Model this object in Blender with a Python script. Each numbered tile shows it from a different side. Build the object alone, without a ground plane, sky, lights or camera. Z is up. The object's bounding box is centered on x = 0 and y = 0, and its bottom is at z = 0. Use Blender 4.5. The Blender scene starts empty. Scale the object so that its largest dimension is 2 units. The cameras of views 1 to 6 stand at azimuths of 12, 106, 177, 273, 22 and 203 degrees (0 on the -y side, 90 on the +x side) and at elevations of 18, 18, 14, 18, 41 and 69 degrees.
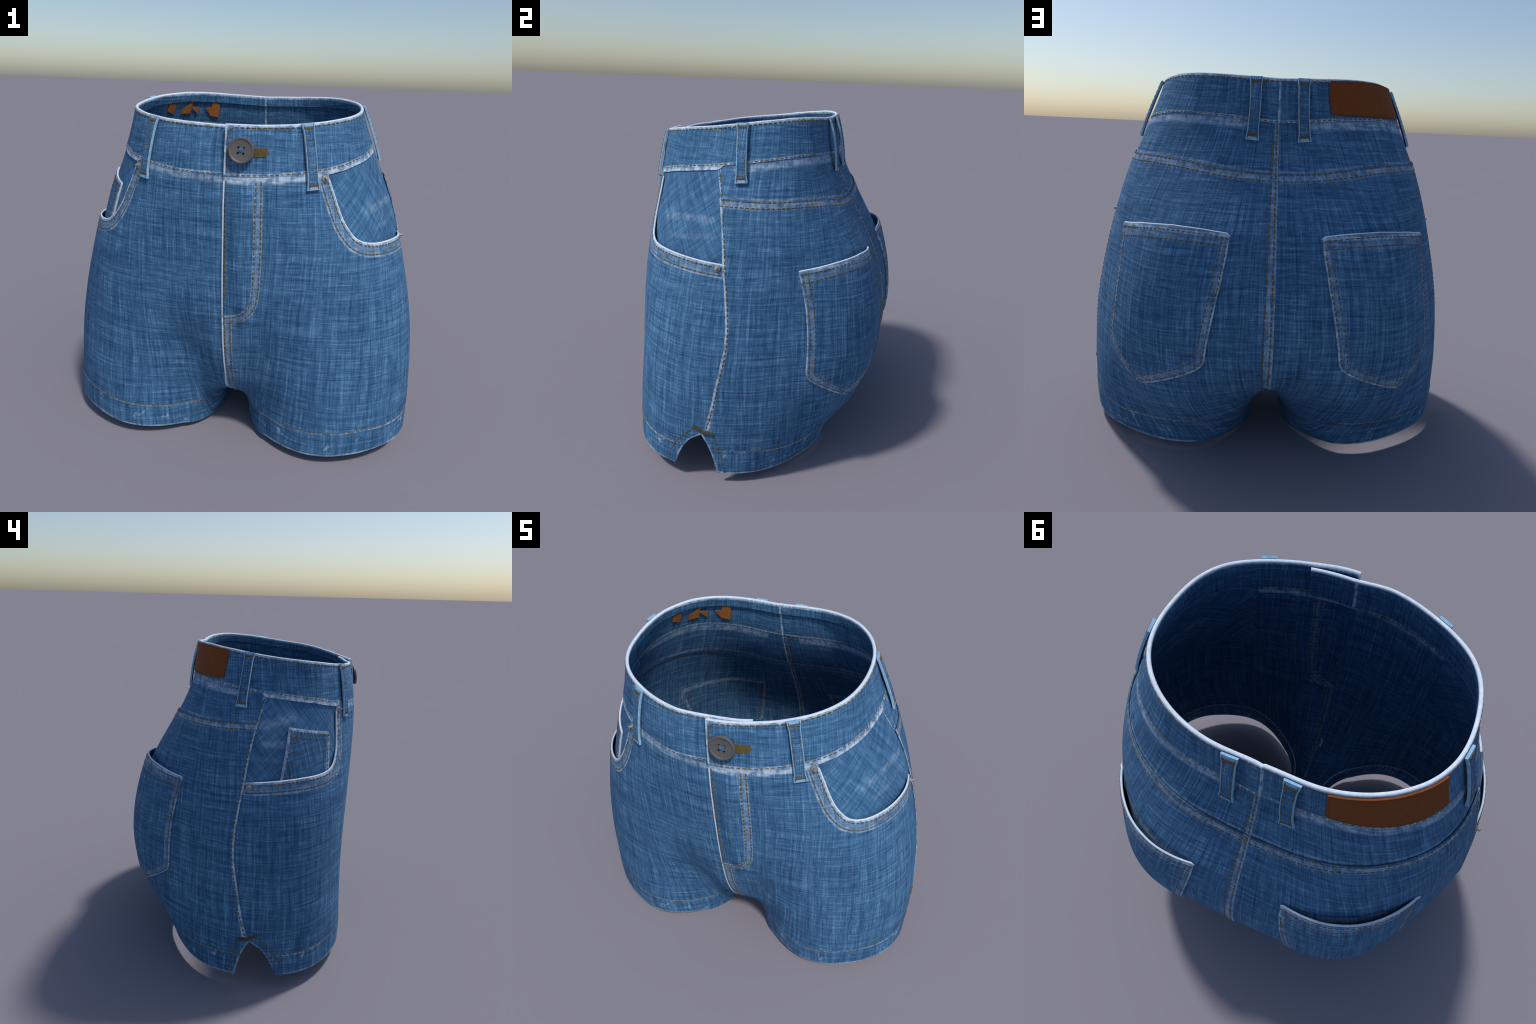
# High-waisted denim shorts, built part by part.
# The cloth is described on a "hip surface": a radius as function of the angle
# around the z axis (0 = centre front, 90 = side, 180 = centre back) and height.
import bpy, bmesh, math, random
import numpy as np
from mathutils import Vector, Matrix
from mathutils.geometry import delaunay_2d_cdt

random.seed(7)
RNG = np.random.default_rng(7)
K = 0.85                      # metres per radian used to unroll the cloth

# ------------------------------------------------------------------ hip surface
# cross-sections: height -> radius every 15 degrees from centre front to centre back
SECTIONS = {
    0.00: [0.300, 0.392, 0.667, 0.870, 0.992, 1.021, 0.959, 0.857, 0.720, 0.602, 0.430, 0.315, 0.285],
    0.12: [0.380, 0.425, 0.676, 0.879, 0.992, 1.023, 0.971, 0.888, 0.765, 0.642, 0.500, 0.370, 0.335],
    0.25: [0.468, 0.488, 0.682, 0.876, 0.987, 1.020, 0.974, 0.905, 0.816, 0.728, 0.620, 0.464, 0.412],
    0.38: [0.548, 0.555, 0.695, 0.868, 0.980, 1.014, 0.972, 0.909, 0.847, 0.798, 0.712, 0.580, 0.528],
    0.52: [0.612, 0.601, 0.708, 0.858, 0.970, 1.004, 0.964, 0.902, 0.863, 0.834, 0.764, 0.680, 0.647],
    0.66: [0.648, 0.645, 0.725, 0.852, 0.957, 0.987, 0.950, 0.888, 0.858, 0.844, 0.784, 0.713, 0.692],
    0.82: [0.670, 0.681, 0.740, 0.848, 0.938, 0.958, 0.923, 0.866, 0.836, 0.826, 0.774, 0.706, 0.683],
    1.00: [0.683, 0.695, 0.748, 0.840, 0.907, 0.915, 0.883, 0.834, 0.798, 0.778, 0.728, 0.665, 0.641],
    1.18: [0.689, 0.701, 0.747, 0.815, 0.861, 0.862, 0.835, 0.795, 0.750, 0.705, 0.645, 0.583, 0.561],
    1.36: [0.691, 0.701, 0.729, 0.771, 0.796, 0.795, 0.776, 0.735, 0.672, 0.602, 0.529, 0.474, 0.457],
    1.52: [0.682, 0.690, 0.704, 0.727, 0.735, 0.722, 0.708, 0.665, 0.592, 0.506, 0.430, 0.386, 0.373],
    1.66: [0.662, 0.669, 0.679, 0.695, 0.690, 0.662, 0.644, 0.602, 0.526, 0.438, 0.369, 0.332, 0.322],
    1.78: [0.637, 0.644, 0.656, 0.672, 0.661, 0.625, 0.596, 0.549, 0.478, 0.403, 0.344, 0.309, 0.298],
    1.88: [0.613, 0.620, 0.637, 0.653, 0.642, 0.605, 0.563, 0.511, 0.447, 0.386, 0.337, 0.302, 0.291],
}
ZK = np.array(sorted(SECTIONS))
RK = np.array([SECTIONS[z] for z in ZK])
_n = RK.shape[1] - 1
_k = np.arange(_n + 1)
_M = np.cos(np.outer(np.arange(_n + 1) * np.pi / _n, _k))
COS = np.linalg.solve(_M, RK.T).T                 # cosine coefficients per height


def _natural_spline(x, y):
    n = len(x); h = np.diff(x)
    A = np.eye(n); b = np.zeros_like(y)
    for i in range(1, n - 1):
        A[i, i - 1], A[i, i], A[i, i + 1] = h[i - 1], 2 * (h[i - 1] + h[i]), h[i]
        b[i] = 6 * ((y[i + 1] - y[i]) / h[i] - (y[i] - y[i - 1]) / h[i - 1])
    return np.linalg.solve(A, b)


M2 = _natural_spline(ZK, COS)


def radius(th, z):
    th = np.asarray(th, float); z = np.clip(np.asarray(z, float), ZK[0], ZK[-1])
    i = np.clip(np.searchsorted(ZK, z) - 1, 0, len(ZK) - 2)
    h = (ZK[i + 1] - ZK[i])[..., None]
    a = (ZK[i + 1] - z)[..., None] / h; b = 1 - a
    c = a * COS[i] + b * COS[i + 1] + ((a ** 3 - a) * M2[i] + (b ** 3 - b) * M2[i + 1]) * h * h / 6
    return (c * np.cos(th[..., None] * _k)).sum(-1)


def base(th, z):
    r = radius(th, z)
    return np.stack([r * np.sin(th), -r * np.cos(th), np.asarray(z, float) + 0 * r], -1)


def normal(th, z):
    e = 2e-3
    n = np.cross(base(th + e, z) - base(th - e, z), base(th, z + e) - base(th, z - e))
    return n / np.linalg.norm(n, axis=-1, keepdims=True)


def surf(th, z, d=0.0):
    th = np.asarray(th, float); z = np.asarray(z, float)
    d = np.asarray(d, float) + 0 * th
    return base(th, z) + normal(th, z) * d[..., None]


def sm(a, b, x):
    t = np.clip((np.asarray(x, float) - a) / (b - a), 0, 1)
    return t * t * (3 - 2 * t)


R = np.radians
# ------------------------------------------------------------------ pattern lines (degrees, metres)
def curve(pts):
    p = np.array(pts, float)
    return lambda x: np.interp(x, p[:, 0], p[:, 1])


WAIST = [(0, 1.517), (10, 1.516), (17, 1.520), (23, 1.525), (30, 1.533), (38, 1.545), (43, 1.553), (49, 1.567), (55, 1.584),
         (66, 1.604), (77, 1.621), (90, 1.643), (97, 1.655), (105, 1.666), (115, 1.675), (124, 1.676), (137, 1.667), (152, 1.657), (163, 1.651), (180, 1.645)]
RIM = [(0, 1.744), (13, 1.746), (28, 1.754), (40, 1.767), (49, 1.781), (60, 1.796), (72, 1.811), (81, 1.825), (94, 1.845), (110, 1.861),
       (120, 1.863), (130, 1.861), (147, 1.855), (180, 1.849)]
YOKE = [(82, 1.474), (90, 1.476), (100, 1.473), (112, 1.475), (120, 1.472), (129, 1.465), (136, 1.455), (144, 1.444), (151, 1.434), (157, 1.427), (165, 1.422), (180, 1.417)]
SIDE = [(0.30, 85.2), (0.326, 85.7), (0.41, 87.1), (0.47, 87.9), (0.58, 88.9), (0.67, 89.8), (0.76, 90.6), (0.85, 90.7), (0.94, 90.2), (1.06, 89.0), (1.17, 87.6),
        (1.25, 86.7), (1.33, 85.6), (1.41, 84.1), (1.472, 82.6), (1.591, 79.0), (1.63, 77.9)]
EDGE_GAP = 0.8                 # the visible seam edge lies this many degrees in front of the side stitching
JPOCKET = [(41.4, 1.552), (41.6, 1.525), (42.0, 1.490), (43.0, 1.450), (44.3, 1.383), (45.8, 1.318), (47.6, 1.271), (49.8, 1.231), (52.2, 1.212), (55, 1.201),
           (59, 1.195), (65, 1.192), (72, 1.186), (80, 1.177), (86.9, 1.171)]
HEM = [(25, 0.040), (30, 0.045), (35, 0.050), (45, 0.060), (53, 0.070), (60, 0.085), (66, 0.088), (76, 0.086), (84, 0.07), (89.1, 0.060), (100, 0.055), (110, 0.050), (120, 0.046), (140, 0.043)]
HEMST = [(20, 0.172), (26, 0.178), (35, 0.190), (43, 0.200), (52, 0.211), (61, 0.217), (76, 0.216), (91, 0.205), (97, 0.203), (105, 0.197), (114, 0.189), (124, 0.200), (136, 0.208), (146, 0.220)]
NOTCH_F = [(84.4, 0.292), (82.4, 0.272), (80.5, 0.247), (78.6, 0.199), (77.2, 0.145), (76.0, 0.086)]
NOTCH_B = [(84.4, 0.292), (86.2, 0.238), (87.4, 0.185), (88.3, 0.127), (89.1, 0.060)]
BACK_POCKET = [(112.9, 1.147), (126, 1.164), (140.4, 1.172), (150, 1.168), (159.3, 1.160), (160.7, 1.150), (161.0, 1.083), (160.3, 0.945), (159, 0.824), (157.2, 0.677),
               (156.5, 0.612), (155.5, 0.583), (153.3, 0.560), (149, 0.528), (143, 0.492), (137.7, 0.462), (134.0, 0.446), (131.5, 0.455), (126.5, 0.502), (120.5, 0.556), (116.7, 0.598),
               (116.2, 0.630), (116.4, 0.72), (116.3, 0.853), (115.6, 0.962), (114.0, 1.085), (112.9, 1.137)]
FRONT_LOW = [(0, 0.310), (6, 0.312), (12, 0.308), (16, 0.290), (18.5, 0.252), (20.3, 0.2), (22, 0.14), (23.5, 0.09), (25, 0.040)]
BACK_LOW = [(180, 0.425), (175, 0.418), (168, 0.385), (161, 0.320), (154, 0.24), (148.5, 0.165), (144, 0.1), (141, 0.043)]
CROTCH = [(-.512, .310), (-.45, .272), (-.36, .220), (-.25, .180), (-.10, .148), (.05, .160), (.2, .228), (.3, .278), (.4, .330), (.48, .372), (.54, .402), (.59, .425)]

waist_z, rim_z, yoke_z, side_t, hem_z, hemst_z = map(curve, (WAIST, RIM, YOKE, SIDE, HEM, HEMST))


def resample(pts, step=0.014):
    """Resample a (degree, metre) polyline evenly on the unrolled cloth, smoothing corners not at all."""
    p = np.array(pts, float); q = p * [R(1) * K, 1.0]
    L = np.concatenate([[0], np.cumsum(np.linalg.norm(np.diff(q, axis=0), axis=1))])
    n = max(2, int(round(L[-1] / step)) + 1)
    s = np.linspace(0, L[-1], n)
    return np.stack([np.interp(s, L, p[:, 0]), np.interp(s, L, p[:, 1])], -1)


def rounded(pts, n=3):
    """Corner-cutting (Chaikin) of an open polyline, ends kept."""
    p = np.array(pts, float)
    for _ in range(n):
        q = [p[0]]
        for a, b in zip(p[:-1], p[1:]):
            q += [a * .75 + b * .25, a * .25 + b * .75]
        q.append(p[-1]); p = np.array(q)
    return p


# ------------------------------------------------------------------ materials
def seg_group():
    g = bpy.data.node_groups.new("distance_to_segment", "ShaderNodeTree")
    g.interface.new_socket("P", in_out="INPUT", socket_type="NodeSocketVector")
    g.interface.new_socket("A", in_out="INPUT", socket_type="NodeSocketVector")
    g.interface.new_socket("BA", in_out="INPUT", socket_type="NodeSocketVector")
    g.interface.new_socket("inv", in_out="INPUT", socket_type="NodeSocketFloat")
    g.interface.new_socket("Distance", in_out="OUTPUT", socket_type="NodeSocketFloat")
    N, L = g.nodes, g.links
    i, o = N.new("NodeGroupInput"), N.new("NodeGroupOutput")
    def vm(op):
        n = N.new("ShaderNodeVectorMath"); n.operation = op; return n
    pa, dt, mu, sc, su, le = vm("SUBTRACT"), vm("DOT_PRODUCT"), N.new("ShaderNodeMath"), vm("SCALE"), vm("SUBTRACT"), vm("LENGTH")
    mu.operation = "MULTIPLY"; mu.use_clamp = True
    L.new(i.outputs["P"], pa.inputs[0]); L.new(i.outputs["A"], pa.inputs[1])
    L.new(pa.outputs[0], dt.inputs[0]); L.new(i.outputs["BA"], dt.inputs[1])
    L.new(dt.outputs["Value"], mu.inputs[0]); L.new(i.outputs["inv"], mu.inputs[1])
    L.new(i.outputs["BA"], sc.inputs[0]); L.new(mu.outputs[0], sc.inputs["Scale"])
    L.new(pa.outputs[0], su.inputs[0]); L.new(sc.outputs[0], su.inputs[1])
    L.new(su.outputs[0], le.inputs[0]); L.new(le.outputs["Value"], o.inputs[0])
    return g


SEG = seg_group()
DARK, MID, LIGHT = (0.018, 0.064, 0.150), (0.056, 0.157, 0.300), (0.170, 0.342, 0.520)
WORN = (0.50, 0.62, 0.75)


class Nodes:
    def __init__(s, name):
        s.m = bpy.data.materials.new(name); s.m.use_nodes = True
        s.t = s.m.node_tree; s.N, s.L = s.t.nodes, s.t.links
        s.bsdf = s.N["Principled BSDF"]
    def math(s, op, a, b=None, c=None, clamp=False):
        n = s.N.new("ShaderNodeMath"); n.operation = op; n.use_clamp = clamp
        for k, v in enumerate((a, b, c)):
            if v is None: continue
            if isinstance(v, (int, float)): n.inputs[k].default_value = v
            else: s.L.new(v, n.inputs[k])
        return n.outputs[0]
    def noise(s, vec, scale, detail=2.0, rough=0.5):
        n = s.N.new("ShaderNodeTexNoise"); n.inputs["Scale"].default_value = scale
        n.inputs["Detail"].default_value = detail; n.inputs["Roughness"].default_value = rough
        s.L.new(vec, n.inputs["Vector"]); return n.outputs["Fac"]
    def comb(s, x, y, z=0.0):
        n = s.N.new("ShaderNodeCombineXYZ")
        for k, v in enumerate((x, y, z)):
            if isinstance(v, (int, float)): n.inputs[k].default_value = v
            else: s.L.new(v, n.inputs[k])
        return n.outputs[0]
    def smooth(s, v, lo, hi, a=0.0, b=1.0):
        n = s.N.new("ShaderNodeMapRange"); n.interpolation_type = "SMOOTHSTEP"
        for k, x in zip(("From Min", "From Max", "To Min", "To Max"), (lo, hi, a, b)): n.inputs[k].default_value = x
        s.L.new(v, n.inputs["Value"]); return n.outputs["Result"]
    def ramp(s, v, stops):
        n = s.N.new("ShaderNodeValToRGB"); e = n.color_ramp.elements
        while len(e) < len(stops): e.new(0.5)
        for k, (p, c) in zip(e, stops): k.position = p; k.color = (*c, 1)
        s.L.new(v, n.inputs[0]); return n.outputs["Color"]
    def mix(s, f, a, b):
        n = s.N.new("ShaderNodeMix"); n.data_type = "RGBA"
        for k, v in ((0, f), (6, a), (7, b)):
            if isinstance(v, (int, float)): n.inputs[k].default_value = v
            elif isinstance(v, tuple): n.inputs[k].default_value = (*v, 1)
            else: s.L.new(v, n.inputs[k])
        return n.outputs[2]
    def coords(s):
        tc = s.N.new("ShaderNodeTexCoord"); sp = s.N.new("ShaderNodeSeparateXYZ")
        s.L.new(tc.outputs["Object"], sp.inputs[0])
        x, y, z = sp.outputs
        th = s.math("ARCTAN2", x, s.math("MULTIPLY", y, -1.0))
        u = s.math("MULTIPLY", th, K)
        return tc.outputs["Object"], x, u, z


def denim(name, lines=(), turn=0.0, weave=1.0, gain=1.0, shift=0.0, spots=0.0):
    """Blue denim: slubby warp and weft, worn pale along the listed (degree, height) lines.
    lines: (polyline, [(distance, half width, strength), ...], side); side 0 = both, +1 / -1 = one half only."""
    n = Nodes(name)
    obj, x, u0, v0 = n.coords()
    if turn:
        c, s_ = math.cos(R(turn)), math.sin(R(turn))
        u = n.math("ADD", n.math("MULTIPLY", u0, c), n.math("MULTIPLY", v0, s_))
        v = n.math("SUBTRACT", n.math("MULTIPLY", v0, c), n.math("MULTIPLY", u0, s_))
    else:
        u, v = u0, v0
    if shift: u = n.math("ADD", u, shift)
    # slow wobble so that yarns are not ruler-straight
    wob = n.noise(n.comb(n.math("MULTIPLY", u, 3.0), n.math("MULTIPLY", v, 3.0), 3.1), 1.0, 1.0)
    wob = n.math("MULTIPLY", n.math("SUBTRACT", wob, 0.5), 0.03)
    uw, vw = n.math("ADD", u, wob), n.math("ADD", v, wob)
    def streak(a, fa, b, fb, seed, detail=1.5):
        return n.noise(n.comb(n.math("MULTIPLY", a, fa), n.math("MULTIPLY", b, fb), seed), 1.0, detail, 0.6)
    f = weave
    warp1, warp2, warp3 = streak(uw, 92 * f, vw, 3.0 * f, 0.0), streak(uw, 40 * f, vw, 2.0 * f, 7.0), streak(u, 150 * f, v, 16 * f, 31.0)
    weft1, weft2, weft3 = streak(vw, 100 * f, uw, 3.4 * f, 13.0), streak(vw, 40 * f, uw, 1.6 * f, 21.0), streak(v, 160 * f, u, 16 * f, 37.0)
    fine = n.noise(n.comb(n.math("MULTIPLY", u, 330.0), n.math("MULTIPLY", v, 330.0), 4.0), 1.0, 1.0, 0.5)
    blot = n.noise(obj, 4.0, 3.0, 0.6)
    tot = n.math("MULTIPLY", warp1, 0.40)
    for val, w in ((warp2, 0.20), (weft1, 0.36), (weft2, 0.16), (warp3, 0.26), (weft3, 0.26), (fine, 0.34), (blot, 0.08)):
        tot = n.math("ADD", tot, n.math("MULTIPLY", val, w))
    # tot is centred on 1.04
    fac = n.math("MULTIPLY_ADD", n.math("SUBTRACT", tot, 1.04), 2.6 * gain, 0.44, clamp=True)
    col = n.ramp(fac, ((0.0, DARK), (0.5, MID), (1.0, LIGHT)))
    # wear
    worn = None
    if lines:
        P = n.comb(n.math("ABSOLUTE", u0), v0, 0.0)
        chalk = n.noise(n.comb(n.math("MULTIPLY", u0, 24.0), n.math("MULTIPLY", v0, 24.0), 9.0), 1.0, 3.0, 0.65)
        chalk = n.smooth(chalk, 0.36, 0.60, 0.25, 1.0)
        thread = n.math("MULTIPLY_ADD", fac, 0.8, 0.5)
        for line, bands, side in lines:
            q = np.array(line, float) * [R(1) * K, 1.0]
            d = None
            for a, b in zip(q[:-1], q[1:]):
                g = n.N.new("ShaderNodeGroup"); g.node_tree = SEG
                ba = b - a
                n.L.new(P, g.inputs["P"]); g.inputs["A"].default_value = (a[0], a[1], 0); g.inputs["BA"].default_value = (ba[0], ba[1], 0)
                g.inputs["inv"].default_value = 1.0 / max(1e-9, float(ba @ ba))
                d = g.outputs[0] if d is None else n.math("MINIMUM", d, g.outputs[0])
            k = None
            for cen, w, strength in bands:
                e = n.math("ABSOLUTE", n.math("SUBTRACT", d, cen)) if cen else d
                e = n.smooth(e, 0.25 * w, w, strength, 0.0)
                k = e if k is None else n.math("MAXIMUM", k, e)
            if side:
                k = n.math("MULTIPLY", k, n.math("GREATER_THAN" if side > 0 else "LESS_THAN", x, -0.004 if side > 0 else 0.004))
            worn = k if worn is None else n.math("MAXIMUM", worn, k)
        worn = n.math("MULTIPLY", n.math("MULTIPLY", worn, chalk), thread, clamp=True)
        if spots:                     # rubbed-through flecks
            fl = n.noise(n.comb(n.math("MULTIPLY", u0, 20.0), n.math("MULTIPLY", v0, 13.0), 5.0), 1.0, 3.0, 0.6)
            worn = n.math("MAXIMUM", worn, n.math("MULTIPLY", n.smooth(fl, 0.60, 0.74, 0.0, spots), thread))
        col = n.mix(worn, col, WORN)
    n.L.new(col, n.bsdf.inputs["Base Color"])
    n.bsdf.inputs["Roughness"].default_value = 0.85
    n.bsdf.inputs["Specular IOR Level"].default_value = 0.2
    bmp = n.N.new("ShaderNodeBump"); bmp.inputs["Strength"].default_value = 0.35; bmp.inputs["Distance"].default_value = 0.004
    n.L.new(fac, bmp.inputs["Height"]); n.L.new(bmp.outputs[0], n.bsdf.inputs["Normal"])
    return n.m


def plain(name, c, rough=0.6, vary=0.25, scale=40.0, metal=0.0, bump=0.2, spec=0.3):
    n = Nodes(name)
    obj = n.coords()[0]
    f = n.noise(obj, scale, 3.0, 0.6)
    lo = tuple(v * (1 - vary) for v in c); hi = tuple(min(1, v * (1 + vary)) for v in c)
    n.L.new(n.ramp(f, ((0.3, lo), (0.7, hi))), n.bsdf.inputs["Base Color"])
    n.bsdf.inputs["Roughness"].default_value = rough; n.bsdf.inputs["Metallic"].default_value = metal
    n.bsdf.inputs["Specular IOR Level"].default_value = spec
    b = n.N.new("ShaderNodeBump"); b.inputs["Strength"].default_value = bump; b.inputs["Distance"].default_value = 0.002
    n.L.new(f, b.inputs["Height"]); n.L.new(b.outputs[0], n.bsdf.inputs["Normal"])
    return n.m


def off(line, du=0.0, dz=0.0):
    return [(a + du, z + dz) for a, z in line]


side_line = [(a, z) for z, a in SIDE]


def parallel(line, dist):
    """Line shifted sideways on the unrolled cloth (positive = left of travel)."""
    p = np.array(line, float) * [R(1) * K, 1.0]
    t = np.gradient(p, axis=0); t /= np.linalg.norm(t, axis=1, keepdims=True) + 1e-12
    q = p + np.stack([-t[:, 1], t[:, 0]], -1) * dist
    return q / [R(1) * K, 1.0]


def inset(loop, dist):
    """Inset of a closed clockwise outline by mitred offset."""
    p = np.array(loop, float) * [R(1) * K, 1.0]
    out = []
    n = len(p)
    for i in range(n):
        a, b, c = p[i - 1], p[i], p[(i + 1) % n]
        t1 = (b - a) / (np.linalg.norm(b - a) + 1e-12); t2 = (c - b) / (np.linalg.norm(c - b) + 1e-12)
        n1, n2 = np.array([t1[1], -t1[0]]), np.array([t2[1], -t2[0]])
        m = n1 + n2; m /= max(0.3, float(m @ n1))
        out.append(b + m * dist)
    return np.array(out) / [R(1) * K, 1.0]


FLY_IN = [(13.6, 1.50), (13.4, 1.41), (13.5, 1.28), (13.7, 1.17), (13.7, 1.07), (13.6, 0.97), (13.2, 0.905), (12.0, 0.866), (9.2, 0.832), (5.6, 0.808), (1.3, 0.798)]
FLY_OUT = [(15.5, 1.50), (15.7, 1.41), (15.9, 1.28), (16.2, 1.17), (16.0, 1.06), (16.0, 0.96), (15.5, 0.90), (14.5, 0.862), (12.1, 0.820), (8.1, 0.787), (3.9, 0.772), (0.6, 0.764)]
FLY_EDGE = [(1.0, 1.50), (1.0, 1.1), (0.8, 0.80), (0.8, 0.60), (0.9, 0.42), (0.9, 0.33)]
FLY_ST = [(2.0, 1.50), (2.2, 1.2), (2.2, 0.96), (1.8, 0.87), (1.4, 0.80)]
CROTCH_ST1, CROTCH_ST2 = [(2.0, 0.79), (2.0, 0.6), (2.3, 0.42), (2.6, 0.325)], [(4.6, 0.79), (4.6, 0.6), (5.0, 0.42), (5.6, 0.318)]

FLY_MID = [(14.6, 1.50), (14.7, 1.30), (15.0, 1.10), (14.8, 0.96), (14.2, 0.89), (12.6, 0.848), (8.8, 0.81), (1.0, 0.782)]
J_WEAR = [(41.4, 1.552), (42.0, 1.490), (44.3, 1.383), (45.8, 1.318), (47.6, 1.271), (49.8, 1.231), (52.2, 1.212), (55.5, 1.200), (60, 1.194), (72, 1.186), (86.9, 1.171)]
J_BANDS = [(0, 0.018, 0.9), (0.030, 0.036, 0.22), (0.042, 0.007, 0.45), (0.058, 0.008, 0.55)]
BP_SIDES = [(160.7, 1.150), (161.0, 1.083), (159, 0.824), (156.5, 0.612), (155.5, 0.583), (153.3, 0.560), (143, 0.492), (134.0, 0.446), (126.5, 0.502), (116.7, 0.598), (116.2, 0.630), (116.4, 0.80), (115.6, 0.962), (112.9, 1.145)]
CB_BANDS = [(0.0, 0.007, 0.85), (0.024, 0.034, 0.48)]
M_FRONT_R = denim("denim_front_right", [
    ([(1.0, 1.499)] + off(WAIST[1:7:2], 0, -0.018), [(0, 0.026, 1.0)], 0), (J_WEAR, J_BANDS, 0),
    ([(0.4, 1.50), (0.4, 0.80), (0.6, 0.33)], [(0, 0.018, 1.6)], 0), (FLY_MID, [(0.020, 0.008, 0.6), (0, 0.02, 0.30)], 0),
    ([(3.4, 0.79), (3.4, 0.6), (4.0, 0.14)], [(0.026, 0.008, 0.5), (0, 0.02, 0.35)], 0), (NOTCH_F[::2], [(0, 0.012, 0.6)], 0)])
M_FRONT_L = denim("denim_front_left", [
    ([(0.0, 1.500)] + off(WAIST[1:7:2], 0, -0.016), [(0, 0.024, 0.55)], 0), (J_WEAR, J_BANDS, 0), (NOTCH_F[::2], [(0, 0.012, 0.6)], 0)], shift=2.3)
SEAM_WEAR = [(86.2, 0.33), (88.4, 0.58), (90.2, 0.76), (90.2, 0.86), (89.7, 0.94), (87.1, 1.17), (85.1, 1.33), (82.1, 1.472)]
YOKE_WEAR = [(82, 1.454), (100, 1.453), (120, 1.452), (136, 1.435), (151, 1.414), (165, 1.402), (180, 1.397)]
M_BACK = denim("denim_back", [
    (YOKE_WEAR, [(0, 0.026, 0.5)], 0), (SEAM_WEAR, [(0, 0.015, 1.05)], 0),
    ([(180, 1.42), (180, 0.45)], CB_BANDS, 1), (NOTCH_B, [(0, 0.012, 0.6)], 0),
    ([(114.5, 1.12), (126, 1.138), (140, 1.147), (158.3, 1.134)], [(0, 0.028, 0.55)], 0), ([(158.8, 1.12), (157.0, 0.82), (154.5, 0.61)], [(0, 0.020, 0.4)], 0), ([(114.0, 1.10), (119.0, 0.92), (119.4, 0.70)], [(0, 0.020, 0.4)], 0)], shift=5.1)
M_YOKE = denim("denim_yoke", [
    ([(86, 1.615)] + off(WAIST[12::2], 0, -0.022), [(0, 0.028, 0.6)], 0), (off(YOKE_WEAR, 0, 0.026), [(0, 0.012, 0.4)], 0), ([(82.6, 1.44), (78.5, 1.60)], [(0, 0.014, 0.9)], 0),
    ([(180, 1.65), (180, 1.40)], CB_BANDS, 1)], shift=8.3)
M_BAND = denim("denim_waistband", [
    (off(RIM[::2] + RIM[-1:], 0, -0.008), [(0, 0.014, 1.0)], 0), (off(WAIST[::2] + WAIST[-1:], 0, 0.004), [(0, 0.012, 0.9)], 0), ([(179.6, 1.85), (179.6, 1.645)], [(0, 0.012, 0.9)], 0), (off(WAIST[5:11:2] + [(79, 1.623)], 0, -0.011), [(0, 0.014, 1.2)], 0), ([(1.0, 1.74), (1.0, 1.52)], [(0, 0.013, 1.5)], 1)], shift=3.7)
M_BAG = denim("denim_pocket_bag", [([(58, 1.345), (66, 1.36), (80, 1.37)], [(0, 0.026, 0.26)], 0), ([(62, 1.262), (70, 1.27), (82, 1.30)], [(0, 0.02, 0.13)], 0), ([(66, 1.50), (80, 1.46)], [(0, 0.035, 0.22)], -1)], turn=38.0, shift=1.3, gain=0.8)
M_COIN = denim("denim_coin_pocket", [([(73.8, 1.19), (69.1, 1.452), (49.7, 1.407), (53.1, 1.20)], [(0, 0.026, 0.75)], 0)], turn=10.0, shift=4.4)
M_BPOCKET = denim("denim_back_pocket", [
    (BACK_POCKET[:6], [(0, 0.014, 0.8), (0.030, 0.034, 0.22)], 0), (BP_SIDES, [(0, 0.012, 0.85), (0.026, 0.026, 0.28)], 0)], shift=6.6)
M_HEM = denim("denim_hem", [(HEMST[::2] + HEMST[-1:], [(0, 0.011, 0.8)], 0), (HEM[::2] + HEM[-1:], [(0, 0.014, 0.75)], 0), (NOTCH_F[::2], [(0, 0.014, 0.65)], 0), (NOTCH_B, [(0, 0.014, 0.65)], 0)], shift=2.9, spots=0.75)
M_LOOP = denim("denim_belt_loop", weave=1.8, gain=1.2, shift=0.7)
M_WORN = plain("worn_pale_edge", (0.58, 0.67, 0.78), 0.9, 0.10, 60.0, bump=0.1)
M_LOOPEDGE = plain("loop_pale_edge", (0.24, 0.43, 0.61), 0.9, 0.2, 60.0)
M_THREAD = plain("brown_thread", (0.125, 0.088, 0.034), 0.75, 0.3, 120.0)
M_LEATHER = plain("brown_leather", (0.195, 0.056, 0.014), 0.7, 0.10, 90.0, bump=0.2, spec=0.12)
M_BACKING = plain("orange_leather_back", (0.34, 0.115, 0.022), 0.7, 0.12, 60.0)
M_LEATHER_ST = plain("leather_thread", (0.10, 0.052, 0.024), 0.7, 0.2, 90.0)
M_BUTTON = plain("grey_button_plastic", (0.100, 0.095, 0.093), 0.5, 0.08, 20.0, bump=0.05, spec=0.4)
M_HOLE = plain("button_hole_shadow", (0.012, 0.012, 0.014), 0.9, 0.1)
M_BLUETHREAD = plain("blue_thread", (0.06, 0.18, 0.36), 0.8, 0.2, 120.0)
M_METAL = plain("rivet_metal", (0.30, 0.275, 0.265), 0.42, 0.1, 60.0, metal=0.45, bump=0.05)

# ------------------------------------------------------------------ object helpers
ROOT = bpy.data.objects.new("denim_shorts", None)
bpy.context.scene.collection.objects.link(ROOT)
ROOT["label"] = "high-waisted blue denim shorts with button, belt loops and patch"
ROOT["category"] = "denim shorts"


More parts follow.
